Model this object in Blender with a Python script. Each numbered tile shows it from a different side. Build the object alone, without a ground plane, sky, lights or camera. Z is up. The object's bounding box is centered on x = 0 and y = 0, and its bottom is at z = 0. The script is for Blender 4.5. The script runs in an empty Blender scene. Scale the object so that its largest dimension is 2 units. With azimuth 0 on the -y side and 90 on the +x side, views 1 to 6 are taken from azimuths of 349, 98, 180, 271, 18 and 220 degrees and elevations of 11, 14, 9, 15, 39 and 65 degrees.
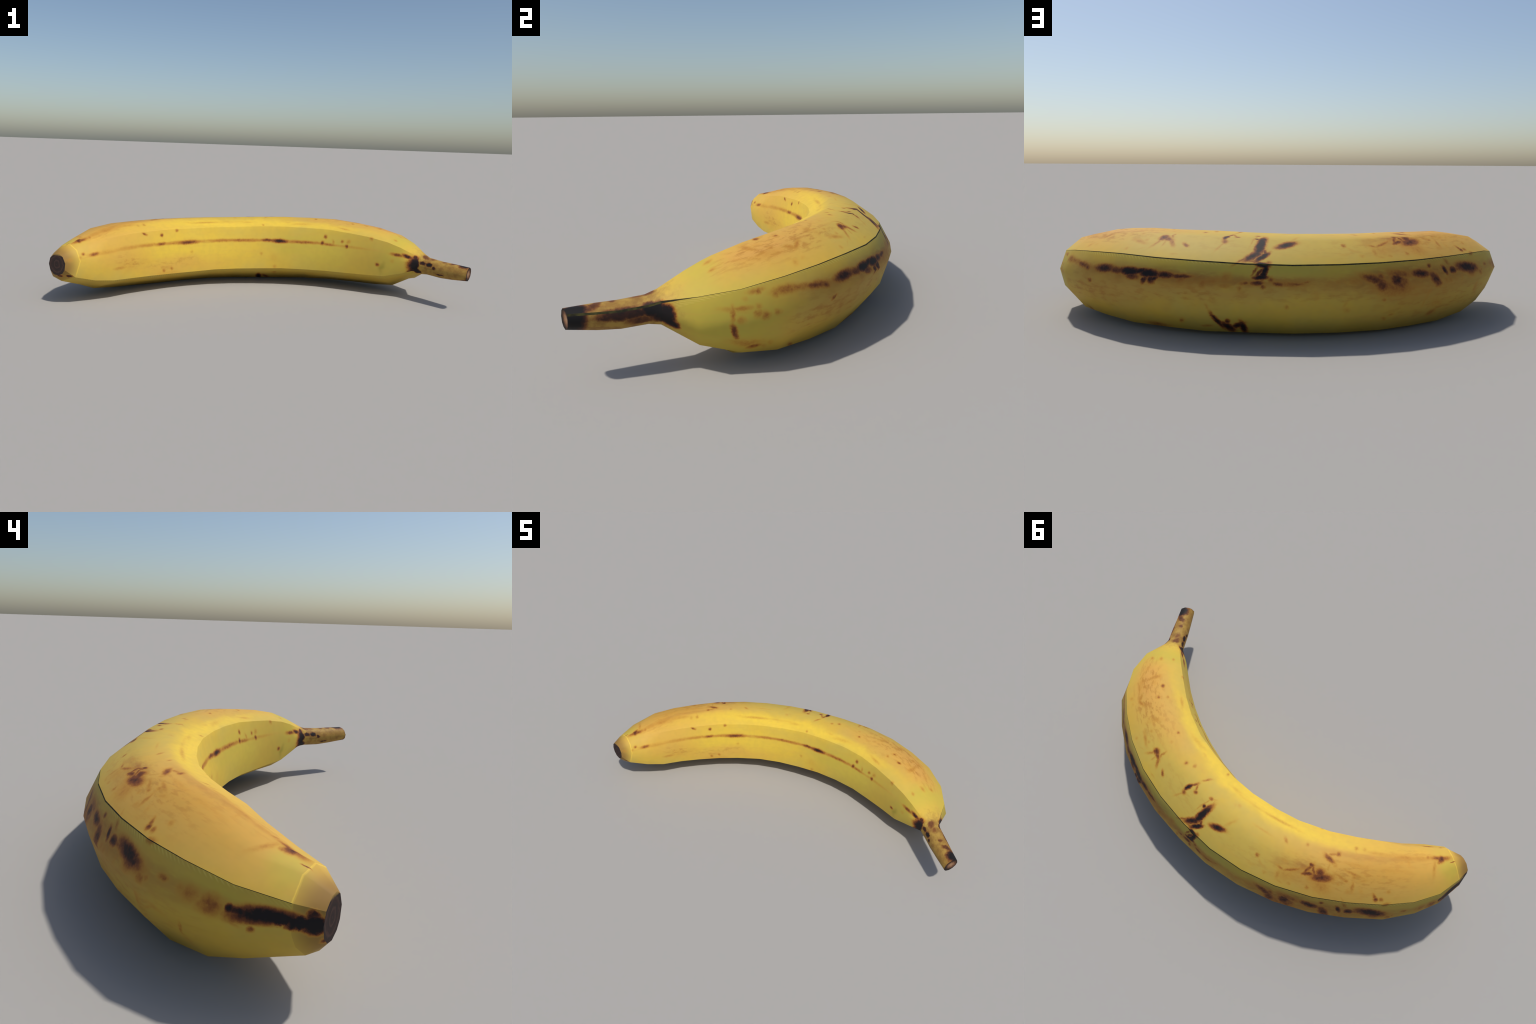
"""A single ripe banana lying on its side, built as one lofted skin.

The peel follows three guide ridges (outer upper, inner upper, inner lower). At every
station one eleven-sided cross-section is placed on the ridges, then the skin runs on
through the neck into the stem at one end and into the blunt blossom end at the other.
"""
import bpy, math
import numpy as np
from mathutils import Vector

# ------------------------------------------------------------------ shape
# guide ridges, from the neck (first) to the blossom end (last)
OUTER_RIDGE = [(.900, -.108, .244), (.869, .010, .261), (.791, .125, .280), (.684, .219, .290),
               (.557, .303, .296), (.411, .372, .293), (.254, .415, .289), (.086, .440, .283),
               (-.078, .448, .280), (-.245, .430, .280), (-.397, .390, .280), (-.548, .325, .280),
               (-.675, .248, .280), (-.796, .158, .279), (-.888, .064, .274), (-.953, -.041, .256),
               (-.984, -.154, .237)]
INNER_RIDGE = [(.740, -.198, .270), (.685, -.154, .291), (.600, -.087, .309), (.518, -.025, .318),
               (.425, .033, .327), (.317, .084, .328), (.190, .118, .330), (.060, .143, .327),
               (-.064, .146, .323), (-.190, .133, .321), (-.300, .110, .318), (-.433, .062, .318),
               (-.540, .005, .315), (-.630, -.050, .312), (-.720, -.100, .300), (-.815, -.169, .282),
               (-.871, -.226, .263)]
INNER_KEEL = [(.750, -.214, .137), (.669, -.160, .110), (.590, -.100, .105), (.500, -.040, .102),
              (.405, .017, .101), (.294, .061, .100), (.178, .091, .100), (.054, .107, .097),
              (-.068, .113, .095), (-.193, .103, .093), (-.319, .074, .088), (-.429, .032, .088),
              (-.537, -.024, .090), (-.630, -.080, .092), (-.713, -.148, .098), (-.794, -.194, .110),
              (-.878, -.242, .137)]
# cross-section (outward, up), starting at the outer ridge and going over the top and round
SECTION = np.array([(.211, .048), (.113, .119), (.003, .131), (-.090, .091), (-.124, -.028), (-.122, -.139),
                    (-.042, -.181), (.050, -.229), (.158, -.220), (.230, -.138), (.260, -.042)])
SHOULDER, TOP, INNER, FLANK, KEEL, SOLE, BELLY, HEEL, OUTER_LOW, RIB = 1, 2, 3, 4, 5, 6, 7, 8, 9, 10
N = len(SECTION)
# small departures from that section near the two ends: station -> {corner: (outward, up[, towards the neck])}
REFINE = {0: {SHOULDER: (.006, -.004), FLANK: (-.010, 0), SOLE: (0, .009, -.010), BELLY: (-.004, .014, -.022), HEEL: (-.016, .003, -.028), OUTER_LOW: (-.010, .002, -.014), RIB: (-.017, -.010)},
          1: {SHOULDER: (.012, -.006), SOLE: (.004, -.011), BELLY: (.028, -.013, -.012), HEEL: (-.004, 0, -.012), OUTER_LOW: (-.006, -.002, -.004), RIB: (-.012, -.005)},
          2: {SHOULDER: (.007, -.004), SOLE: (.004, -.011), BELLY: (.028, -.016), HEEL: (0, -.004), RIB: (-.006, -.008), FLANK: (.003, 0)},
          3: {SHOULDER: (.004, -.002), SOLE: (.004, -.011), BELLY: (.028, -.013), HEEL: (.002, -.008), RIB: (-.003, -.007), TOP: (.003, .002)},
          4: {FLANK: (-.005, 0), SOLE: (.004, -.011), BELLY: (.020, -.008), HEEL: (0, -.011), TOP: (.003, 0)},
          5: {FLANK: (-.006, 0), BELLY: (.008, -.004), HEEL: (0, -.007), RIB: (0, .006)},
          6: {FLANK: (.002, 0), BELLY: (.004, -.005), HEEL: (0, -.005), RIB: (.002, .004)},
          7: {FLANK: (.006, 0), RIB: (.003, -.002)},
          8: {FLANK: (.007, 0)},
          9: {FLANK: (.004, 0), RIB: (-.003, -.003)},
          10: {FLANK: (.003, 0), BELLY: (0, .001), RIB: (-.003, -.004)},
          11: {FLANK: (.002, 0), BELLY: (0, .001)},
          12: {BELLY: (0, .003), HEEL: (0, -.006), TOP: (.003, -.002)},
          13: {FLANK: (-.005, 0), BELLY: (0, .006), SOLE: (0, .004), HEEL: (.002, .004), TOP: (.004, -.002)},
          14: {FLANK: (-.011, 0), SOLE: (0, .004), BELLY: (.012, .010), HEEL: (.020, .012), TOP: (.003, -.004), SHOULDER: (.004, -.004)},
          15: {FLANK: (-.024, 0), SOLE: (.004, .014), BELLY: (.006, .026), HEEL: (.018, .027), OUTER_LOW: (0, .006), TOP: (-.004, -.010), SHOULDER: (-.003, -.014)},
          16: {FLANK: (-.016, .016), SOLE: (-.002, .012, -.008), BELLY: (-.009, .027, -.012), HEEL: (-.004, .038, -.012), OUTER_LOW: (-.008, .020, -.006), RIB: (-.010, .004)}}
# neck and stem: centre, outward direction, half width, half height
NECK = [((.850, -.242, .1925), (.86, .50, 0), .052, .053),
        ((.8635, -.2745, .1885), (.85, .52, 0), .046, .0435),
        ((.902, -.343, .184), (.86, .50, 0), .045, .042),
        ((.932, -.400, .186), (.84, .54, .03), .041, .0395),
        ((.9715, -.4730, .190), (.735, .66, .15), .037, .0325)]
# blossom end: centre, outward direction, half width, half height
TIP = ((-.958, -.2355, .197), (-.88, .48, -.03), .045, .052)


def body_station(i):
    a, c, g = (np.array(line[i]) for line in (OUTER_RIDGE, INNER_RIDGE, INNER_KEEL))
    ridges = [0, INNER, KEEL]
    n = np.cross(a - g, c - g)
    n /= np.linalg.norm(n)
    out = a - (g + c) / 2
    out[2] = 0
    out -= n * (out @ n)
    out /= np.linalg.norm(out)
    up = np.cross(n, out)
    up *= np.sign(up[2])
    mid = (a + c + g) / 3
    local = np.array([((p - mid) @ out, (p - mid) @ up) for p in (a, c, g)])
    fit = np.linalg.solve(np.c_[SECTION[ridges], np.ones(3)], local)
    pts = np.c_[SECTION, np.ones(N)] @ fit
    along = np.zeros(N)
    for corner, shift in REFINE.get(i, {}).items():
        pts[corner] += shift[:2]
        along[corner] = shift[2] if len(shift) > 2 else 0
    ahead = np.cross(out, up)
    ahead *= np.sign(ahead @ (np.array(OUTER_RIDGE[max(i - 1, 0)]) - OUTER_RIDGE[min(i + 1, len(OUTER_RIDGE) - 1)]))
    return mid + pts[:, :1] * out + pts[:, 1:] * up + along[:, None] * ahead


def round_station(centre, outward, half_width, half_height):
    spread = (SECTION - (.064, -.05)) / (.197, .183)
    ang = np.arctan2(spread[:, 1], spread[:, 0])
    outward = np.array(outward) / np.linalg.norm(outward)
    return np.array(centre) + half_width * np.cos(ang)[:, None] * outward + half_height * np.sin(ang)[:, None] * np.array([0, 0, 1.])


def with_seam(pts, width):
    """add a corner just below the outer ridge, so that a narrow strip can carry the dark seam"""
    down = pts[RIB] - pts[0]
    return np.vstack([pts, pts[0] + down / np.linalg.norm(down) * width])


def seam_width(i):
    t = i / (len(OUTER_RIDGE) - 1)
    return .0012 + .0042 * max(0, math.sin(math.pi * min(1, max(0, (t - .06) / .86)))) ** 1.3


SECTION_CORNERS = N
stations = [round_station(*s) for s in NECK[::-1]] + [body_station(i) for i in range(len(OUTER_RIDGE))] + [round_station(*TIP)]
R = len(stations)
stations = [with_seam(p, .007 if i < len(NECK) else seam_width(i - len(NECK))) for i, p in enumerate(stations)]
N += 1
FIRST_BODY = len(NECK)                   # station index of the first body ring
LAST_BODY = R - 2                        # the blossom-end seam ring
verts = np.vstack(stations)
verts[:, 2] -= verts[:, 2].min()
cut_centre = verts[:N].mean(0) + np.array([-.002, .004, 0])
scar_centre = verts[-N:].mean(0)
verts = np.vstack([verts, cut_centre, scar_centre])
V_CUT, V_SCAR = len(verts) - 2, len(verts) - 1

faces, region = [], []
for i in range(R - 1):
    for j in range(N):
        k = (j + 1) % N
        faces.append((i * N + j, i * N + k, (i + 1) * N + k, (i + 1) * N + j))
        body = FIRST_BODY - 1 <= i < LAST_BODY
        region.append("seam" if i < LAST_BODY and j == N - 1 else "peel" if body else "stem" if i < FIRST_BODY - 1 else "blossom_end")
for j in range(N):
    k = (j + 1) % N
    faces.append((j, V_CUT, k))
    region.append("stem_cut")
    faces.append(((R - 1) * N + j, (R - 1) * N + k, V_SCAR))
    region.append("blossom_scar")

whole = bpy.data.meshes.new("whole_skin")
whole.from_pydata(verts.tolist(), [], faces)
whole.validate()
import bmesh
bm = bmesh.new()
bm.from_mesh(whole)
bmesh.ops.recalc_face_normals(bm, faces=bm.faces)
bm.to_mesh(whole)
bm.free()
whole.polygons.foreach_set("use_smooth", [True] * len(whole.polygons))
sharp = set()
for i in range(R - 1):
    st = i - FIRST_BODY
    for j in (0, INNER, KEEL):
        if j == 0 and st <= 16 or j == INNER and -1 <= st <= 14 or j == KEEL and -1 <= st <= 17:
            sharp.add(frozenset((i * N + j, (i + 1) * N + j)))
for j in range(N):
    for i in (0, R - 1):
        sharp.add(frozenset((i * N + j, i * N + (j + 1) % N)))
attr = whole.attributes.new("sharp_edge", "BOOLEAN", "EDGE")
attr.data.foreach_set("value", [frozenset(e.vertices) in sharp for e in whole.edges])
whole.update()
corner_normals = np.array([n.vector[:] for n in whole.corner_normals])

# ------------------------------------------------------------------ parts
ROOT = bpy.data.objects.new("banana", None)
ROOT.empty_display_size = .2
ROOT["label"] = "curved ripe yellow banana with brown spots and dark stem"
ROOT["category"] = "fruit"
bpy.context.scene.collection.objects.link(ROOT)

PARTS = {}
for name in ("peel", "seam", "stem", "stem_cut", "blossom_end", "blossom_scar"):
    polys = [p for p in whole.polygons if region[p.index] == name]
    ids = sorted({v for p in polys for v in p.vertices})
    new = {v: n for n, v in enumerate(ids)}
    me = bpy.data.meshes.new(name)
    me.from_pydata([tuple(whole.vertices[v].co) for v in ids], [], [[new[v] for v in p.vertices] for p in polys])
    me.polygons.foreach_set("use_smooth", [True] * len(me.polygons))
    me.normals_split_custom_set([tuple(corner_normals[l]) for p in polys for l in p.loop_indices])
    ob = bpy.data.objects.new(name, me)
    ob.parent = ROOT
    bpy.context.scene.collection.objects.link(ob)
    PARTS[name] = ob
    # panel of each face: 0 top, 1 inner, 2 outer and underside
    for face, p in zip(me.polygons, polys):
        j = p.index % N
        face.material_index = 0 if name != "peel" or j < INNER else 1 if j < KEEL else 2
bpy.data.meshes.remove(whole)

# marks on the skin: (along, around, half length, half width, turn, depth of colour)
MARKS = {
    ("top", "brown streak", "near the neck"): [
        (.813, -.014, .036, .015, -1.43, .38), (.788, .079, .066, .022, -.11, .26), (.877, .05, .038, .014, -1.27, .18), (.802, -.103, .086, .024, -.06, .12),
        (.676, .081, .028, .008, .62, .42), (.637, -.129, .041, .008, -.15, .32), (.557, .026, .055, .014, 1.39, .22), (.498, .107, .035, .011, -.28, .36),
        (.475, .147, .019, .004, .62, .2), (.426, .104, .037, .007, 1.08, .42),
    ],
    ("top", "fleck", "near the neck"): [
        (.948, -.125, .013, .009, -.48, .36), (.746, -.05, .012, .01, .13, .62), (.763, .052, .01, .01, .67, .4), (.681, -.02, .01, .009, .21, .55),
        (.671, -.065, .008, .007, -.43, .42), (.698, .142, .011, .007, .96, .22), (.449, -.057, .009, .008, -.4, .5), (.53, .154, .011, .009, 1.01, .28),
        (.513, .058, .01, .009, .83, .3), (.477, .094, .01, .008, 1, .3),
    ],
    ("top", "rusty patch", "near the neck"): [
        (.954, .033, .016, .011, .94, .38), (.944, -.041, .016, .014, .47, .36), (.779, -.006, .018, .017, .5, .25), (.731, .149, .016, .01, .98, .3),
        (.707, .08, .018, .01, -.7, .34),
    ],
    ("top", "black bruise", "middle"): [
        (.413, .075, .017, .014, .92, .8), (.188, .039, .021, .009, 1.4, 1.08), (.061, .085, .058, .014, 1.42, 1.21), (.076, .047, .008, .008, -1.34, .92),
        (.081, .146, .039, .013, .87, 1.03), (.053, .154, .03, .009, .91, 1.17), (.045, .127, .02, .006, -1.31, .75), (-.024, .085, .033, .014, .41, .99),
    ],
    ("top", "brown streak", "middle"): [
        (.397, .08, .026, .011, -.27, .62), (.371, .1, .025, .009, -1.05, .52), (.383, .057, .027, .006, -1.43, .42), (.399, .106, .021, .005, 1.48, .32),
        (.318, .106, .015, .008, -.72, .62), (.343, .161, .015, .005, .06, .26), (.156, -.049, .025, .006, 1.03, .42), (.368, -.123, .061, .012, .13, .26),
        (.282, -.116, .017, .008, -.04, .22), (.355, -.016, .037, .011, -.29, .14), (.179, .011, .024, .007, 1.19, .62), (.16, .012, .025, .005, -1.03, .5),
        (.198, .1, .033, .005, 1.17, .32), (.156, -.046, .022, .005, .95, .46), (.085, .041, .051, .004, 1.34, .36), (.065, -.009, .014, .004, .55, .32),
        (.057, .007, .021, .004, 1.54, .32), (.113, .169, .039, .006, .8, .55), (.081, .176, .023, .006, .25, .52), (-.059, .027, .033, .008, 1.17, .28),
        (0, -.112, .076, .007, -.03, .2), (.032, -.118, .035, .008, .07, .26), (-.098, -.112, .063, .007, -.03, .22), (-.233, -.112, .09, .009, -.01, .32),
        (-.193, -.029, .046, .006, -.08, .26), (-.24, .111, .022, .005, -.78, .22), (-.212, .145, .021, .01, .04, .2),
    ],
    ("top", "fleck", "middle"): [
        (.418, -.011, .009, .009, -.02, .26), (.287, -.021, .01, .01, -.1, .48), (.251, -.043, .009, .009, -.05, .42), (.148, .03, .009, .01, -1.29, .62),
        (.186, .072, .012, .011, 1.13, .6), (.078, -.002, .009, .01, -1.24, .52), (.032, .187, .013, .01, 1.29, .52), (-.025, -.054, .009, .009, -.11, .2),
        (-.042, -.063, .01, .01, -.98, .26), (.127, -.145, .009, .008, -.5, .36), (-.221, .089, .01, .009, 1.45, .52), (-.273, .154, .01, .008, 1.47, .28),
    ],
    ("top", "black bruise", "blossom half"): [
        (-.441, .035, .01, .01, 1.53, .72), (-.435, .081, .024, .01, .35, .72), (-.489, .082, .044, .023, .21, .78), (-.482, .062, .023, .021, 1.54, .72),
        (-.707, .159, .011, .009, -1.53, .72), (-1.004, -.052, .026, .016, 1.31, .78), (-1.053, -.017, .012, .004, .13, .7),
    ],
    ("top", "brown streak", "blossom half"): [
        (-.336, -.106, .033, .008, -.09, .2), (-.304, -.034, .017, .007, -.88, .38), (-.332, .055, .015, .007, -.06, .26), (-.326, .098, .018, .008, -.45, .42),
        (-.368, .087, .044, .008, .49, .5), (-.324, .136, .027, .009, 1.52, .36), (-.338, .165, .019, .008, -.31, .26), (-.43, .06, .037, .008, 1.12, .62),
        (-.455, .061, .035, .007, -1.18, .6), (-.49, .134, .04, .016, -.84, .3), (-.505, -.016, .029, .011, -.61, .66), (-.517, -.039, .029, .006, .31, .42),
        (-.508, .024, .026, .005, 1.44, .3), (-.615, -.074, .021, .005, -1.46, .2), (-.726, -.075, .063, .012, -.1, .3), (-.62, -.008, .058, .01, -.07, .26),
        (-.61, .035, .038, .008, -.36, .4), (-.562, .059, .035, .008, -.49, .36), (-.651, .063, .022, .008, .23, .3), (-.671, .037, .023, .006, .08, .2),
        (-.767, .006, .048, .014, -.14, .24), (-.614, .1, .031, .007, -1.52, .4), (-.583, .173, .015, .005, -.97, .3), (-.703, .147, .023, .007, -1.23, .55),
        (-.839, -.067, .05, .018, -.07, .34), (-.752, -.072, .039, .013, .03, .28), (-.847, -.033, .024, .008, -1.38, .24), (-.916, -.068, .046, .017, -.12, .3),
        (-1.003, -.059, .044, .02, -.25, .62), (-.96, .005, .065, .008, 1.33, .34), (-.753, .005, .045, .013, -.11, .22), (-.823, .012, .046, .011, -.09, .18),
    ],
    ("top", "fleck", "blossom half"): [
        (-.399, -.05, .007, .008, 0, .38), (-.373, .158, .01, .008, 1.54, .32), (-.444, .151, .011, .009, 1.53, .42), (-.541, -.045, .01, .01, .9, .58),
        (-.534, .012, .01, .009, 1.48, .32), (-.617, -.093, .013, .011, 1.34, .36), (-.656, -.093, .013, .011, 1.31, .3), (-.587, .074, .009, .008, -1.56, .42),
        (-.615, .051, .009, .008, 1.54, .36), (-.65, .118, .013, .011, -1.53, .26), (-.597, .128, .013, .01, -1.56, .26), (-.728, .158, .011, .009, -1.53, .52),
        (-.755, .116, .01, .008, -1.47, .36), (-.557, .101, .01, .008, -1.56, .26), (-.813, -.035, .014, .013, 1.15, .2), (-.989, -.03, .013, .01, 1.34, .5),
        (-.755, .116, .011, .009, -1.47, .28),
    ],
    ("top", "rusty patch", "blossom half"): [
        (-.35, .124, .04, .034, 1.52, .3), (-.496, .125, .049, .041, 1.57, .36), (-.946, -.07, .017, .01, 1.21, .42),
    ],
    ("outer", "black bruise", "near the neck"): [
        (.587, .246, .042, .015, .07, .91), (.528, .248, .049, .012, -.04, .74), (.478, .246, .036, .013, .02, 1.19), (.463, .263, .025, .011, -.02, .8),
        (.44, .243, .026, .009, .21, 1.08), (.941, .367, .035, .007, -1.37, .76),
    ],
    ("outer", "brown streak", "near the neck"): [
        (.8, .232, .041, .016, -.07, .5), (.76, .237, .071, .012, -.09, .46), (.696, .246, .047, .012, -.12, .6), (.583, .27, .187, .02, -.01, .2),
        (.88, .213, .025, .01, -.05, .4), (.422, .481, .049, .015, -.02, .46), (.946, .289, .036, .006, 1.51, .46), (.945, .268, .039, .013, -.35, .3),
        (.922, .268, .027, .01, -.02, .42), (.76, .24, .041, .011, -.19, .4), (.708, .246, .028, .011, -.17, .68), (.834, .43, .018, .008, -1.17, .3),
        (.847, .449, .018, .008, -1.19, .28), (.749, .472, .024, .008, -.89, .5), (.939, .377, .024, .006, -1.4, .6),
    ],
    ("outer", "fleck", "near the neck"): [
        (.649, .299, .012, .008, .53, .62), (.887, .294, .015, .012, 1.56, .42), (.882, .27, .011, .01, 1.43, .34), (.837, .298, .011, .01, -1.29, .38),
        (.874, .215, .012, .01, -1.57, .48), (.912, .235, .012, .009, 1.54, .26), (.831, .239, .013, .011, 1.43, .42),
    ],
    ("outer", "rusty patch", "near the neck"): [
        (.671, .252, .017, .012, -.2, .66), (.868, .303, .016, .013, -1.33, .44), (.929, .312, .018, .011, -1.52, .36), (.8, .234, .023, .013, -.2, .5),
        (.903, .424, .046, .029, -.02, .38), (.877, .449, .021, .015, .47, .56),
    ],
    ("outer", "black bruise", "middle"): [
        (.406, .247, .032, .013, -.05, 1.21), (.417, .27, .015, .009, 1.08, .92), (.392, .266, .015, .014, -.56, .89), (.404, .249, .025, .011, .01, 1.13),
        (.384, .264, .016, .008, .64, .92), (.352, .249, .032, .011, -.01, .93), (.302, .25, .039, .008, .03, .78), (.196, .431, .046, .008, -1.27, .97),
        (.166, .469, .032, .015, -1.07, .99), (.163, .433, .015, .008, 1.37, .8), (.131, .457, .027, .012, .77, .97), (.116, .469, .038, .01, -1.48, 1.06),
        (.05, .194, .019, .01, -.24, 1.19), (.043, .219, .03, .008, 1.35, 1.14), (.055, .243, .02, .008, .06, 1.13), (.06, .226, .024, .006, 1.05, .8),
        (.065, .264, .02, .009, .03, .8), (.003, .267, .017, .008, -.2, .7), (-.294, .258, .044, .017, -.39, .72), (.116, .654, .051, .014, -1.48, 1.08),
    ],
    ("outer", "brown streak", "middle"): [
        (.256, .269, .14, .023, .01, .26), (.16, .276, .022, .009, -.06, .38), (.219, .358, .015, .005, -1.25, .3), (.236, .462, .02, .007, .08, .4),
        (.073, .217, .022, .005, 1.13, .6), (.1, .264, .013, .007, -.09, .56), (-.038, .267, .043, .009, .01, .5), (-.051, .267, .025, .006, -.04, .58),
        (-.083, .26, .012, .005, .23, .5), (-.018, .265, .182, .022, 0, .22), (-.111, .309, .02, .01, -1.46, .24), (-.2, .345, .018, .007, 1.19, .24),
        (.156, .652, .048, .014, -1.13, .6), (.209, .745, .051, .016, -1.52, .34),
    ],
    ("outer", "fleck", "middle"): [
        (.297, .258, .015, .015, -.96, .5), (.116, .282, .01, .01, -1.31, .42), (.108, .265, .015, .008, .41, .46), (.32, .441, .013, .007, 1.15, .5),
        (.047, .276, .009, .009, -1.5, .6), (.116, .281, .009, .01, -1.33, .4), (.023, .252, .012, .011, -1.55, .56), (-.023, .352, .009, .007, 1.54, .4),
        (.054, .339, .009, .007, 1.51, .18), (-.176, .263, .01, .01, 1.34, .3), (-.198, .262, .01, .01, 1.26, .3), (-.207, .369, .011, .01, -1.18, .3),
    ],
    ("outer", "rusty patch", "middle"): [
        (.228, .272, .016, .016, -1.12, .42), (.2, .261, .031, .017, .17, .36), (.158, .248, .02, .019, -1.4, .38), (.318, .44, .016, .009, 1.15, .4),
        (.353, .376, .023, .016, 1.13, .16), (-.23, .26, .028, .017, .07, .36),
    ],
    ("outer", "black bruise", "blossom half"): [
        (-.318, .282, .021, .022, .98, .74), (-.372, .266, .021, .021, .82, .89), (-.465, .248, .033, .016, -.12, .89), (-.467, .249, .033, .016, -.12, .91),
        (-.522, .275, .033, .018, -1.11, .8), (-.575, .245, .021, .009, -1.29, .92), (-.613, .249, .017, .015, .37, .92), (-.694, .246, .054, .022, -.2, .99),
        (-.708, .259, .027, .022, .28, .76), (-.969, .259, .013, .008, -1.57, 1.06), (-.986, .261, .02, .013, -.02, 1.03), (-1.031, .252, .056, .026, .46, 1.27),
    ],
    ("outer", "brown streak", "blossom half"): [
        (-.36, .291, .077, .03, -.21, .5), (-.386, .245, .048, .019, -.15, .58), (-.351, .31, .05, .02, .03, .42), (-.596, .211, .023, .009, -1.12, .44),
        (-.61, .258, .035, .005, -1.32, .32), (-.646, .249, .034, .012, -.06, .6), (-.496, .327, .035, .01, 1.3, .3), (-.483, .37, .025, .008, 1.29, .26),
        (-.649, .288, .028, .007, 1.4, .26), (-.737, .346, .019, .008, 1.47, .36), (-.794, .345, .028, .01, -.45, .28), (-.97, .291, .029, .009, -.96, .4),
        (-1.005, .317, .015, .006, 1.43, .6), (-.741, .34, .022, .011, 1.41, .34), (-.774, .354, .028, .006, .53, .28), (-.854, .386, .031, .005, 1.45, .38),
        (-.855, .436, .03, .014, -1.4, .24),
    ],
    ("outer", "fleck", "blossom half"): [
        (-.316, .252, .016, .015, 1.18, .62), (-.326, .336, .009, .007, -1.12, .42), (-.362, .405, .011, .008, -.31, .36), (-.344, .425, .013, .007, -1.13, .36),
        (-.511, .22, .011, .01, .68, .62), (-.819, .249, .015, .009, .04, .5), (-.565, .285, .014, .013, .27, .36), (-.587, .288, .013, .014, .02, .36),
        (-.868, .254, .014, .014, 1.39, .36), (-.766, .277, .011, .007, 1.39, .5), (-.777, .27, .008, .008, .47, .42), (-.822, .25, .009, .008, .74, .55),
    ],
    ("outer", "rusty patch", "blossom half"): [
        (-.386, .276, .03, .031, .75, .62), (-.43, .304, .061, .061, -.9, .24), (-.758, .275, .017, .012, -1, .5), (-.539, .378, .042, .028, -.8, .26),
        (-.543, .439, .023, .019, .99, .46), (-.745, .185, .018, .011, .38, .45), (-.559, .27, .098, .11, -.17, .2), (-.927, .269, .029, .024, 1.48, .5),
        (-.889, .257, .018, .016, 1.47, .36), (-.889, .257, .024, .021, 1.47, .42), (-.932, .267, .031, .025, 1.48, .55),
    ],
    ("inner", "black bruise", "near the neck"): [
        (.515, -.227, .012, .011, -.03, .72), (.516, -.227, .012, .011, -.03, .7), (1.043, -.228, .026, .014, -.27, .92), (1.089, -.263, .05, .029, -1.57, 1.03),
        (1.094, -.299, .065, .036, 1.46, 1.24), (1.086, -.362, .037, .029, 1.11, 1.19),
    ],
    ("inner", "brown streak", "near the neck"): [
        (.556, -.232, .046, .008, -.04, .5), (.586, -.216, .016, .008, -1.25, .34), (.701, -.233, .107, .009, .01, .28), (.986, -.233, .036, .012, .01, .62),
    ],
    ("inner", "fleck", "near the neck"): [
        (.532, -.19, .011, .01, .03, .58), (.643, -.207, .01, .01, .03, .48), (.681, -.204, .014, .014, -.06, .34), (.673, -.231, .011, .011, -.05, .68),
        (.823, -.168, .012, .011, -.58, .42), (.877, -.32, .012, .012, 1.29, .6),
    ],
    ("inner", "rusty patch", "near the neck"): [
        (.965, -.282, .017, .016, 1.54, .24),
    ],
    ("inner", "black bruise", "middle"): [
        (.159, -.228, .044, .008, -.01, .7), (.237, -.231, .049, .011, -.02, .93),
    ],
    ("inner", "brown streak", "middle"): [
        (-.148, -.231, .098, .009, 0, .42), (-.008, -.23, .128, .009, .01, .46), (-.033, -.228, .025, .008, .02, .52), (.39, -.231, .124, .009, .03, .5),
    ],
    ("inner", "fleck", "middle"): [
        (.117, -.306, .01, .01, .04, .34), (.208, -.374, .013, .012, -.13, .3),
    ],
    ("inner", "rusty patch", "middle"): [
        (.203, -.326, .027, .026, -.06, .2),
    ],
    ("inner", "black bruise", "blossom half"): [
        (-.374, -.232, .068, .011, .01, .7),
    ],
    ("inner", "brown streak", "blossom half"): [
        (-.984, -.219, .029, .014, .02, .6), (-1.015, -.213, .023, .012, -.43, .26), (-.915, -.225, .063, .016, -.09, .28), (-.766, -.224, .107, .011, -.02, .32),
        (-.845, -.338, .039, .01, .04, .36), (-.652, -.227, .093, .011, -.03, .36), (-.553, -.229, .033, .009, .01, .58), (-.473, -.232, .053, .009, -.01, .42),
        (-.374, -.23, .077, .02, 0, .22), (-.656, -.168, .017, .006, -.44, .6), (-.69, -.322, .072, .017, .09, .14), (-.512, -.392, .109, .01, -.02, .24),
    ],
    ("inner", "fleck", "blossom half"): [
        (-1.041, -.194, .014, .01, 1.44, .52), (-1.062, -.215, .014, .009, 1.43, .3), (-.545, -.182, .011, .009, .05, .62), (-.441, -.167, .01, .008, .08, .5),
        (-.353, -.288, .011, .01, -.12, .3), (-.544, -.379, .012, .009, -.15, .45), (-.49, -.372, .011, .009, -.15, .45),
    ],
    ("inner", "rusty patch", "blossom half"): [
        (-.837, -.315, .035, .033, -.49, .16), (-.78, -.326, .042, .037, -.45, .18),
    ],
}

# ------------------------------------------------------------------ materials
# the skin is unrolled round the arc the fruit follows: `along` its length, `around` its girth
ARC_X, ARC_Y, ARC_R, AXIS_Z, GIRTH = -.031, -.778, 1.076, .185, .19


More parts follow.
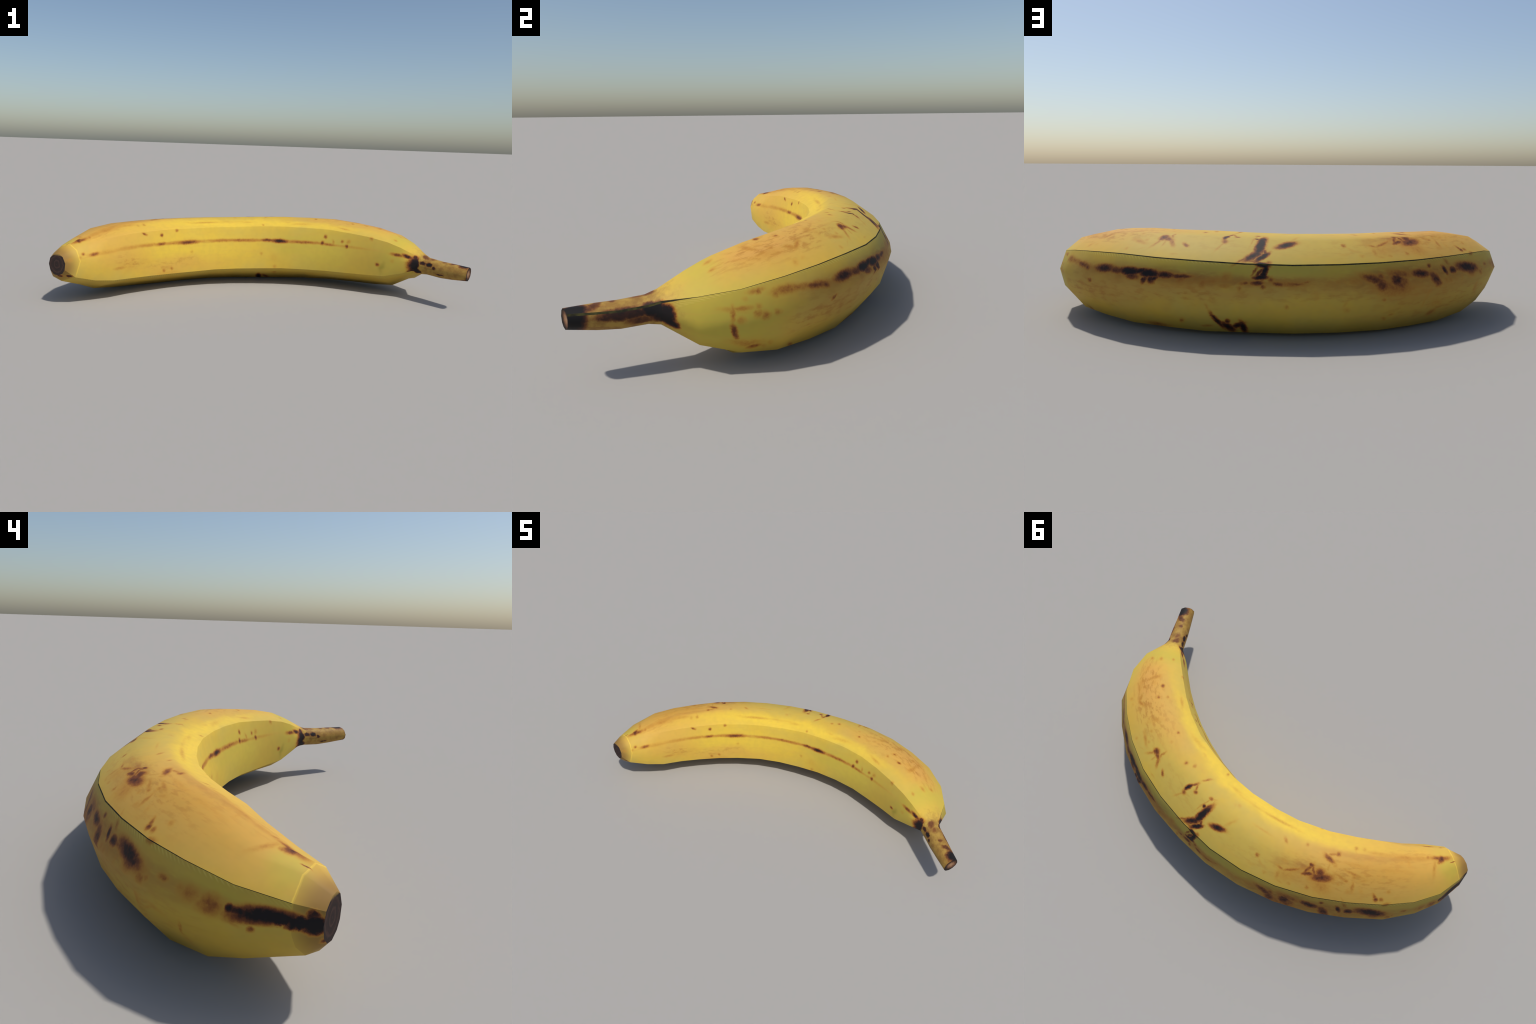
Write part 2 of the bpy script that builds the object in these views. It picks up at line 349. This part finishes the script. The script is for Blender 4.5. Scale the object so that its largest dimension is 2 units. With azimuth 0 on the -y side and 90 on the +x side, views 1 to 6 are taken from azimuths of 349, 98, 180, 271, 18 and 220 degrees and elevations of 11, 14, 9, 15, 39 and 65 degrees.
class Graph:
    def __init__(self, name):
        self.mat = bpy.data.materials.new(name)
        self.mat.use_nodes = True
        self.t = self.mat.node_tree
        self.bsdf = self.t.nodes["Principled BSDF"]
        self.obj = self.node("ShaderNodeTexCoord").outputs["Object"]

    def node(self, kind, **props):
        n = self.t.nodes.new(kind)
        for k, v in props.items():
            setattr(n, k, v)
        return n

    def put(self, socket, value):
        if isinstance(value, bpy.types.NodeSocket):
            self.t.links.new(value, socket)
        else:
            socket.default_value = value

    def math(self, op, a, b=0., c=0., clamp=False):
        n = self.node("ShaderNodeMath", operation=op, use_clamp=clamp)
        for i, v in enumerate((a, b, c)):
            if i < len(n.inputs):
                self.put(n.inputs[i], v)
        return n.outputs[0]

    def vec(self, op, a, b=(0, 0, 0), scale=None):
        n = self.node("ShaderNodeVectorMath", operation=op)
        self.put(n.inputs[0], a)
        self.put(n.inputs[1], b)
        if scale is not None:
            self.put(n.inputs["Scale"], scale)
        return n.outputs["Value" if op in ("LENGTH", "DOT_PRODUCT", "DISTANCE") else "Vector"]

    def place(self, vector, location=(0, 0, 0), turn=0., scale=(1, 1, 1), kind="POINT"):
        n = self.node("ShaderNodeMapping", vector_type=kind)
        self.put(n.inputs["Vector"], vector)
        n.inputs["Location"].default_value = location
        n.inputs["Rotation"].default_value = (0, 0, turn) if not isinstance(turn, tuple) else turn
        n.inputs["Scale"].default_value = scale
        return n.outputs[0]

    def ramp(self, value, lo, hi, a=0., b=1., smooth=True):
        n = self.node("ShaderNodeMapRange", interpolation_type="SMOOTHSTEP" if smooth else "LINEAR")
        self.put(n.inputs["Value"], value)
        for i, v in zip((1, 2, 3, 4), (lo, hi, a, b)):
            n.inputs[i].default_value = v
        return n.outputs[0]

    def noise(self, vector, scale, detail=2., rough=.5, colour=False):
        n = self.node("ShaderNodeTexNoise")
        self.put(n.inputs["Vector"], vector)
        n.inputs["Scale"].default_value = scale
        n.inputs["Detail"].default_value = detail
        n.inputs["Roughness"].default_value = rough
        return n.outputs["Color" if colour else "Fac"]

    def mix(self, fac, a, b, blend="MIX"):
        n = self.node("ShaderNodeMix", data_type="RGBA", blend_type=blend)
        self.put(n.inputs["Factor"], fac)
        for i, v in ((6, a), (7, b)):
            self.put(n.inputs[i], (*v, 1) if isinstance(v, tuple) and len(v) == 3 else v)
        return n.outputs[2]

    def colours(self, value, stops):
        n = self.node("ShaderNodeValToRGB")
        e = n.color_ramp.elements
        while len(e) < len(stops):
            e.new(.5)
        for el, (pos, col) in zip(e, stops):
            el.position, el.color = pos, (*col, 1)
        self.put(n.inputs[0], value)
        return n.outputs[0]

    def unrolled(self):
        d = self.vec("SUBTRACT", self.obj, (ARC_X, ARC_Y, AXIS_Z))
        sep = self.node("ShaderNodeSeparateXYZ")
        self.put(sep.inputs[0], d)
        x, y, z = sep.outputs
        along = self.math("MULTIPLY", self.math("ARCTAN2", x, y), ARC_R)
        reach = self.math("SQRT", self.math("ADD", self.math("MULTIPLY", x, x), self.math("MULTIPLY", y, y)))
        turn = self.math("ARCTAN2", self.math("SUBTRACT", reach, ARC_R), z)
        around = self.math("MULTIPLY", self.math("WRAP", turn, 2 * math.pi - 2.3, -2.3), GIRTH)
        out = self.node("ShaderNodeCombineXYZ")
        self.put(out.inputs[0], along)
        self.put(out.inputs[1], around)
        return out.outputs[0], along, around

    def spot(self, vector, location, turn, scale, depth, before, edge, after=None):
        """one soft oval; the result is whichever is deeper, this oval or what was there before"""
        n = self.node("ShaderNodeGroup", node_tree=OVAL)
        self.put(n.inputs["Vector"], vector)
        self.put(n.inputs["Before"], before)
        if after is None:
            after = before
        if isinstance(after, bpy.types.NodeSocket):
            self.put(n.inputs["After"], after)
        n.inputs["Location"].default_value = location
        n.inputs["Rotation"].default_value = (0, 0, turn)
        n.inputs["Scale"].default_value = scale
        n.inputs["Depth"].default_value = depth
        n.inputs["Edge"].default_value = edge
        return n.outputs[0]

    def mark(self, vector, m, before=0., edge=.1, after=None):
        """(along, around, half length, half width, turn, depth) on the unrolled skin"""
        return self.spot(vector, (m[0], m[1], 0), m[4], (m[2], m[3], 1), m[5], before, edge, after)

    def chained(self, vector, m, edge=.05):
        n = self.node("ShaderNodeGroup", node_tree=CHAIN)
        self.put(n.inputs["Vector"], vector)
        n.inputs["Location"].default_value = (m[0], m[1], 0)
        n.inputs["Rotation"].default_value = (0, 0, m[4])
        n.inputs["Scale"].default_value = (m[2], m[3], 1e6)
        n.inputs["Depth"].default_value = m[5]
        n.inputs["Edge"].default_value = edge
        return n.outputs[0]

    def part(self, vector, index):
        n = self.node("ShaderNodeSeparateXYZ")
        self.put(n.inputs[0], vector)
        return n.outputs[index]


def oval_group():
    t = bpy.data.node_groups.new("oval", "ShaderNodeTree")
    for name, kind in (("Vector", "Vector"), ("Location", "Vector"), ("Rotation", "Vector"), ("Scale", "Vector"), ("Depth", "Float"), ("Edge", "Float"), ("Before", "Float"), ("After", "Vector")):
        t.interface.new_socket(name, in_out="INPUT", socket_type="NodeSocket" + kind)
    t.interface.new_socket("Depth", in_out="OUTPUT", socket_type="NodeSocketFloat")
    i, o = t.nodes.new("NodeGroupInput"), t.nodes.new("NodeGroupOutput")
    m = t.nodes.new("ShaderNodeMapping")
    m.vector_type = "TEXTURE"
    # a vanishing share of the earlier result only fixes the order of evaluation
    w = t.nodes.new("ShaderNodeVectorMath")
    w.operation = "MULTIPLY_ADD"
    t.links.new(i.outputs["After"], w.inputs[0])
    w.inputs[1].default_value = (1e-7, 1e-7, 1e-7)
    t.links.new(i.outputs["Vector"], w.inputs[2])
    t.links.new(w.outputs[0], m.inputs["Vector"])
    for name in ("Location", "Rotation", "Scale"):
        t.links.new(i.outputs[name], m.inputs[name])
    ln = t.nodes.new("ShaderNodeVectorMath")
    ln.operation = "LENGTH"
    t.links.new(m.outputs[0], ln.inputs[0])
    r = t.nodes.new("ShaderNodeMapRange")
    r.interpolation_type = "SMOOTHSTEP"
    t.links.new(ln.outputs["Value"], r.inputs["Value"])
    r.inputs["From Min"].default_value = 1.6
    t.links.new(i.outputs["Edge"], r.inputs["From Max"])
    r.inputs["To Min"].default_value = 0
    t.links.new(i.outputs["Depth"], r.inputs["To Max"])
    x = t.nodes.new("ShaderNodeMath")
    x.operation = "MAXIMUM"
    t.links.new(r.outputs[0], x.inputs[0])
    t.links.new(i.outputs["Before"], x.inputs[1])
    t.links.new(x.outputs[0], o.inputs[0])
    return t


def chain_group():
    """an oval on the unrolled skin; the vector carries the depth reached so far in its third part"""
    t = bpy.data.node_groups.new("mark", "ShaderNodeTree")
    for name, kind in (("Vector", "Vector"), ("Location", "Vector"), ("Rotation", "Vector"), ("Scale", "Vector"), ("Depth", "Float"), ("Edge", "Float")):
        t.interface.new_socket(name, in_out="INPUT", socket_type="NodeSocket" + kind)
    t.interface.new_socket("Vector", in_out="OUTPUT", socket_type="NodeSocketVector")
    i, o = t.nodes.new("NodeGroupInput"), t.nodes.new("NodeGroupOutput")
    m = t.nodes.new("ShaderNodeMapping")
    m.vector_type = "TEXTURE"
    for name in ("Vector", "Location", "Rotation", "Scale"):
        t.links.new(i.outputs[name], m.inputs[name])
    ln = t.nodes.new("ShaderNodeVectorMath")
    ln.operation = "LENGTH"
    t.links.new(m.outputs[0], ln.inputs[0])
    r = t.nodes.new("ShaderNodeMapRange")
    r.interpolation_type = "SMOOTHSTEP"
    t.links.new(ln.outputs["Value"], r.inputs["Value"])
    r.inputs["From Min"].default_value = 2.15
    t.links.new(i.outputs["Edge"], r.inputs["From Max"])
    r.inputs["To Min"].default_value = 0
    t.links.new(i.outputs["Depth"], r.inputs["To Max"])
    c = t.nodes.new("ShaderNodeCombineXYZ")
    c.inputs[0].default_value = c.inputs[1].default_value = -1e6
    t.links.new(r.outputs[0], c.inputs[2])
    x = t.nodes.new("ShaderNodeVectorMath")
    x.operation = "MAXIMUM"
    t.links.new(i.outputs["Vector"], x.inputs[0])
    t.links.new(c.outputs[0], x.inputs[1])
    t.links.new(x.outputs[0], o.inputs[0])
    return t


OVAL, CHAIN = oval_group(), chain_group()
YELLOW, DULL, BRIGHT = (.635, .415, .055), (.57, .405, .078), (.77, .525, .055)
ORANGE, GREEN, OLIVE, TAN, BROWN = (.64, .345, .07), (.50, .405, .055), (.60, .455, .065), (.50, .28, .06), (.36, .19, .045)
BRUISE = [(0, (.62, .33, .05)), (.22, (.54, .26, .035)), (.42, (.41, .16, .025)), (.62, (.20, .062, .018)), (.82, (.06, .020, .012)), (1, (.016, .012, .012))]

# broad tints of the ripe skin: colour, (along, around, half length, half width, turn, strength)
TINTS = [((.52, .34, .045), (-.66, .36, .42, .17, 0, .75)), (ORANGE, (.76, .03, .30, .14, 0, 1.)), (ORANGE, (.50, -.02, .24, .10, .1, .6)), ((.60, .30, .075), (.78, .05, .16, .05, 0, .5)),  # first tint darkens the outer blossom half: baked shade painted into the peel
         (ORANGE, (-.72, -.01, .42, .20, 0, 1.)), (TAN, (-.55, .13, .34, .07, 0, .6)), ((.56, .29, .04), (-.74, -.01, .22, .09, 0, .6)),
         (DULL, (.15, .09, .45, .09, 0, .9)), (BRIGHT, (-.15, -.118, .55, .045, -.02, 1.)), (BRIGHT, (.35, -.125, .45, .03, 0, .8)),
         (GREEN, (.985, -.02, .065, .25, 0, .75)), (GREEN, (-1.03, .03, .05, .12, 0, .7)),
         (BRIGHT, (-.35, -.27, .55, .14, 0, .8)), (OLIVE, (.55, -.28, .35, .13, 0, .9)), (GREEN, (.92, -.30, .13, .1, 0, .6)),
         (TAN, (-.82, -.31, .15, .06, 0, .4)), (ORANGE, (-.45, -.355, .3, .05, 0, .6)), (ORANGE, (-.85, -.24, .2, .1, 0, .5)), (GREEN, (.30, -.24, .14, .05, 0, .4)),
         (TAN, (.80, -.29, .14, .10, 0, .3)), ((.30, .25, .03), (.90, -.345, .04, .02, 1.1, .6)),  # second tint is a small darker, greener patch on the inner side near the neck
         (GREEN, (.05, .225, .38, .035, 0, .6)), (GREEN, (.95, .35, .12, .2, 0, .9)), (TAN, (.60, .32, .24, .09, 0, .6)), (TAN, (.35, .30, .3, .045, 0, .5)),
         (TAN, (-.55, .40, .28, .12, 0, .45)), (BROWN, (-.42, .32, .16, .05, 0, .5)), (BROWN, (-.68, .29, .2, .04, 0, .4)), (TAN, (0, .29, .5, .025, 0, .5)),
         (GREEN, (.1, .45, .3, .08, 0, .3)), (GREEN, (-.95, .24, .12, .05, 0, .6))]


# freckled, rusty areas: (along, around, half length, half width, turn, strength)
FRECKLED = [(.70, .055, .20, .07, .05, 1.), (.82, .03, .12, .07, 0, .7), (.2, .08, .25, .06, 0, .25), (-.3, .1, .25, .06, 0, .35), (.60, .0, .18, .09, 0, .5), (-.62, .06, .22, .09, 0, .7), (-.85, -.06, .14, .06, 0, .5), (.66, .335, .13, .07, 0, .9),
            (.35, .31, .22, .045, 0, .7), (-.58, .36, .26, .11, 0, .8), (-.3, .30, .22, .04, 0, .6), (-.80, -.31, .09, .035, 0, .8), (-.5, -.34, .2, .03, 0, .5), (.05, .295, .25, .03, 0, .6)]


# worn brown bands and stains: colour, (along, around, half length, half width, turn, strength)
BANDS = [((.50, .235, .035), (-.35, -.230, .62, .0085, 0, .75)), ((.46, .20, .035), (.25, -.230, .42, .0075, 0, .75)),
         ((.40, .17, .035), (.40, .252, .34, .034, 0, .75)), ((.22, .075, .020), (.36, .252, .24, .018, 0, .9)), ((.34, .14, .03), (.03, .262, .30, .017, 0, .85)),
         ((.40, .18, .035), (-.45, .265, .34, .060, 0, .75)), ((.22, .075, .020), (-.36, .256, .13, .036, .05, .9)), ((.26, .09, .022), (-.60, .252, .14, .030, 0, .8)),
         ((.42, .21, .04), (-.86, .256, .18, .030, 0, .7)), ((.36, .14, .03), (.64, .252, .10, .018, 0, .6)),
         ((.34, .12, .03), (-.43, .055, .055, .030, 0, .75)), ((.42, .20, .04), (-.33, .065, .05, .028, 0, .6)), ((.45, .22, .04), (-.44, .11, .06, .035, 0, .55)),
         ((.46, .22, .04), (-.86, -.055, .20, .016, .05, .6)), ((.44, .20, .04), (-.62, -.050, .14, .014, 0, .45)), ((.42, .19, .035), (.62, .33, .10, .05, 0, .4))]


def skin(name, panel, solid_marks):
    g = Graph(name)
    flat, along, around = g.unrolled()
    # ragged edges for everything that is drawn on the skin
    rag = g.vec("SUBTRACT", g.noise(g.obj, 55, 3, .65, True), (.5, .5, .5))
    drag = g.vec("MULTIPLY", rag, (.014, .009, 0))
    ragged = g.vec("ADD", flat, drag)
    fibre = g.noise(g.place(flat, scale=(5, 46, 1)), 1., 3, .6)
    cloud = g.noise(g.obj, 7, 3, .55)

    colour = g.mix(g.ramp(cloud, .3, .7), YELLOW, DULL)
    broad = g.vec("ADD", flat, g.vec("MULTIPLY", g.vec("SUBTRACT", g.noise(g.obj, 6, 3, .6, True), (.5, .5, .5)), (.16, .10, 0)))
    low, high = {"top": (-.30, .30), "inner": (-.46, -.08), "outer": (.10, .85)}.get(panel, (-1, 1))
    for tint, m in TINTS:
        if m[1] + m[3] < low or m[1] - m[3] > high:
            continue
        colour = g.mix(g.mark(broad, m, 0., .1, colour), colour, tint)
    if panel == "outer":
        # pale slanting ticks hanging from the seam, in a slightly darker, greener border
        below = g.math("SUBTRACT", around, .184)
        colour = g.mix(g.ramp(below, .03, .006, 0, .25), colour, GREEN)
        tick = g.math("SINE", g.math("MULTIPLY", g.math("ADD", along, g.math("MULTIPLY", below, .8)), 2 * math.pi / .0125))
        tick = g.math("MULTIPLY", g.ramp(tick, -.2, .9), g.math("MULTIPLY", g.ramp(below, .019, .008), g.ramp(g.noise(flat, 9), .35, .6, .25, .75)))
        colour = g.mix(tick, colour, (.68, .51, .10))
    # the stem is browner than the fruit, with dark fibres
    colour = g.mix(g.ramp(g.math("ADD", along, g.math("MULTIPLY", g.part(rag, 0), .12)), 1.04, 1.16), colour, g.mix(g.ramp(g.math("ADD", g.math("MULTIPLY", fibre, .35), g.math("MULTIPLY", g.noise(g.obj, 32, 3, .6), .65)), .38, .62), (.40, .24, .052), (.25, .125, .032)))
    worn = g.vec("ADD", flat, g.vec("MULTIPLY", g.vec("SUBTRACT", g.noise(g.obj, 16, 3, .6, True), (.5, .5, .5)), (.06, .022, 0)))
    rust = g.noise(g.place(flat, scale=(22, 48, 1)), 1., 4, .6)
    for area in FRECKLED:
        if area[1] + area[3] > low and area[1] - area[3] < high:
            patch = g.math("MULTIPLY", g.mark(broad, area, 0., .2, colour), g.ramp(rust, .46, .66))
            colour = g.mix(g.math("MULTIPLY", patch, .78), colour, (.42, .18, .03))
    for tone, area in BANDS:
        if area[1] + area[3] > low and area[1] - area[3] < high and panel in ("top", "inner", "outer"):
            colour = g.mix(g.math("MULTIPLY", g.mark(worn, area, 0., .1, colour), g.ramp(rust, .28, .56, .35, 1.)), colour, tone)
    # fine fibres and mottling
    colour = g.mix(g.ramp(fibre, .45, .8, 0, .22), colour, ORANGE)
    colour = g.mix(g.ramp(g.noise(g.obj, 38, 2), .3, .75, 0, .16), colour, (.46, .31, .06))

    for group in MARKS.values():
        for k in group:
            reach = max(k[2], k[3])
            if panel in ("top", "inner", "outer") and low < k[1] + reach and k[1] - reach < high or panel == "tip" and k[0] - k[2] < -1.:
                ragged = g.chained(ragged, k)
    m = g.part(ragged, 2)
    solid = g.vec("ADD", g.obj, g.vec("MULTIPLY", rag, (.016, .016, .016)))
    for centre, radius, depth, stretch, turn in solid_marks:
        m = g.spot(solid, centre, turn, tuple(radius * k for k in stretch), depth, m, .4)
    if panel == "stem":
        m = g.math("MULTIPLY", m, g.ramp(g.noise(g.obj, 70, 3, .6), .25, .75, .8, 1.15, False), clamp=True)
        colour = g.mix(g.ramp(m, .05, .5), colour, g.colours(m, [(0, (.30, .13, .03)), (.4, (.18, .065, .02)), (.7, (.05, .020, .013)), (1, (.014, .012, .012))]))
        m = None
    if panel in ("tip", "top", "inner"):
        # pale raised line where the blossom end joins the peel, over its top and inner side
        n, p0 = tip_plane
        off = g.math("SUBTRACT", g.vec("DOT_PRODUCT", g.vec("ADD", g.obj, g.vec("MULTIPLY", rag, (.003, .003, .003))), tuple(n)), float(n @ p0))
        line = g.math("MULTIPLY", g.ramp(g.math("ABSOLUTE", off), .0034, .0008, 0, .75), g.ramp(g.part(g.obj, 2), .13, .16))
        line = g.math("MULTIPLY", line, g.ramp(along, -.9, -1.))
        colour = g.mix(line, colour, (.78, .53, .075))
    if panel == "tip":
        colour = g.mix(g.ramp(g.vec("DISTANCE", g.obj, tuple(scar_centre)), .115, .05, 0, .9), colour, (.27, .145, .038))
    if isinstance(m, bpy.types.NodeSocket):
        mottle = g.ramp(g.noise(g.obj, 85, 3, .6), .25, .75, .80, 1.14, False)
        m = g.math("MULTIPLY", m, mottle, clamp=True)
        colour = g.mix(g.ramp(m, .0, .55), colour, g.colours(m, BRUISE))
    g.put(g.bsdf.inputs["Base Color"], colour)
    g.bsdf.inputs["Roughness"].default_value = .62
    g.bsdf.inputs["Specular IOR Level"].default_value = .18
    return g, flat, along, around


STEM_DIR = math.atan2(-.86, .50)
# marks in space, for the stem and the blunt end: centre, radius, depth, stretch, turn
STEM_MARKS = [((.935, -.315, .195), .030, .8, (.8, 2.6, .6), STEM_DIR - 1.57), ((.905, -.22, .19), .034, 1.1, (1, 1, 1), 0), ((.975, -.44, .215), .032, 1.15, (1, 1, .8), 0), ((.955, -.415, .205), .018, .8, (1.4, 1, 1), -1),
              ((.992, -.448, .190), .042, 1.25, (1, 1, 1.1), 0), ((.985, -.440, .222), .034, 1.2, (1, 1, .6), .3), ((.988, -.478, .188), .020, 1.2, (2.2, .9, 2.2), .7),
              ((.945, -.398, .222), .016, .62, (1, 1, 1), 0), ((.962, -.492, .165), .016, .9, (1, 1.4, 1), 0), ((.970, -.470, .155), .020, 1.1, (1.5, 1, .6), 0),
              ((.900, -.205, .180), .030, 1.25, (.9, 1, 1.2), 0), ((.900, -.235, .200), .030, 1.2, (.8, 1.3, .7), 0), ((.897, -.188, .155), .022, 1.1, (.8, 1.5, .7), .5),
              ((.925, -.285, .195), .024, .85, (.7, 2.4, .5), STEM_DIR - 1.57), ((.955, -.345, .192), .022, .75, (.7, 2.6, .5), STEM_DIR - 1.57),
              ((.915, -.275, .170), .020, .6, (1, 2.2, .7), STEM_DIR - 1.57),
              ((.797, -.262, .195), .018, 1.2, (1, 1, 1.5), 0), ((.812, -.258, .158), .020, 1.15, (1.2, 1, .8), 0), ((.800, -.250, .225), .014, .8, (1, 1, 1), 0),
              ((.826, -.285, .204), .014, .85, (.8, 1.8, .6), 0), ((.844, -.318, .202), .014, 1.1, (.9, 1.3, .8), 0), ((.856, -.345, .190), .010, .8, (.8, 1.6, .7), 0),
              ((.875, -.378, .162), .010, .85, (.7, 2.2, .5), STEM_DIR - 1.57), ((.850, -.270, .232), .022, .5, (.8, 1.4, .5), 0),
              ((.905, -.360, .226), .012, .5, (1, 1, 1), 0), ((.930, -.395, .222), .014, .5, (1.3, 1, 1), 0), ((.870, -.300, .226), .010, .4, (1, 2, 1), 0)]
TIP_MARKS = [((-.988, -.130, .205), .019, 1.25, (.8, 1.9, .6), -.15), ((-.995, -.168, .201), .018, 1.25, (.8, 1.6, .75), 0), ((-.997, -.200, .198), .021, 1.2, (.9, 1.3, .9), 0),
             ((-.991, -.196, .216), .014, .9, (1, 1, .8), 0), ((-.985, -.221, .163), .012, .8, (1, 1.2, .8), 0),
             ((-.905, -.240, .142), .013, .85, (1.4, 1, .6), .4), ((-.945, -.235, .142), .012, .8, (1.4, 1, .6), .2), ((-.905, -.236, .215), .018, .32, (1.2, 1, .7), 0)]

ring = verts[LAST_BODY * N:(LAST_BODY + 1) * N]
tip_normal = np.cross(ring[INNER] - ring[0], ring[KEEL] - ring[0])
tip_plane = (tip_normal / np.linalg.norm(tip_normal), ring[0])
for panel in ("top", "inner", "outer"):
    PARTS["peel"].data.materials.append(skin("peel_" + panel, panel, STEM_MARKS + TIP_MARKS)[0].mat)
PARTS["stem"].data.materials.append(skin("stem_skin", "stem", STEM_MARKS)[0].mat)
PARTS["blossom_end"].data.materials.append(skin("blossom_skin", "tip", TIP_MARKS)[0].mat)

g = Graph("dark_seam")
g.put(g.bsdf.inputs["Base Color"], g.mix(g.ramp(g.noise(g.obj, 40, 2), .35, .7), (.03, .028, .018), (.085, .075, .025)))
g.bsdf.inputs["Roughness"].default_value = .8
g.bsdf.inputs["Specular IOR Level"].default_value = .1
PARTS["seam"].data.materials.append(g.mat)

g = Graph("cut_fibre")
p = g.vec("LENGTH", g.place(g.obj, tuple(cut_centre), (0, 0, .8), (.040, .04, .034), "TEXTURE"))
grain = g.noise(g.obj, 120, 3)
c = g.colours(g.math("ADD", p, g.math("MULTIPLY", g.math("SUBTRACT", grain, .5), .5)), [(0, (.33, .21, .12)), (.35, (.25, .13, .07)), (.6, (.09, .045, .03)), (.85, (.022, .018, .016))])
g.put(g.bsdf.inputs["Base Color"], c)
g.bsdf.inputs["Roughness"].default_value = .9
g.bsdf.inputs["Specular IOR Level"].default_value = .1
PARTS["stem_cut"].data.materials.append(g.mat)

g = Graph("blossom_scar")
rings = g.vec("LENGTH", g.place(g.obj, tuple(scar_centre), (0, 0, .45), (.046, .046, .052), "TEXTURE"))
wob = g.math("ADD", rings, g.math("MULTIPLY", g.noise(g.obj, 60, 3), .35))
c = g.colours(g.math("FRACT", g.math("MULTIPLY", wob, 2.6)), [(0, (.045, .030, .027)), (.35, (.075, .045, .038)), (.6, (.040, .030, .027)), (1, (.052, .034, .031))])
c = g.mix(g.ramp(g.math("ADD", g.part(g.obj, 2), g.math("MULTIPLY", g.noise(g.obj, 50), .012)), .241, .250), c, (.42, .26, .08))
g.put(g.bsdf.inputs["Base Color"], c)
g.bsdf.inputs["Roughness"].default_value = .9
g.bsdf.inputs["Specular IOR Level"].default_value = .1
PARTS["blossom_scar"].data.materials.append(g.mat)
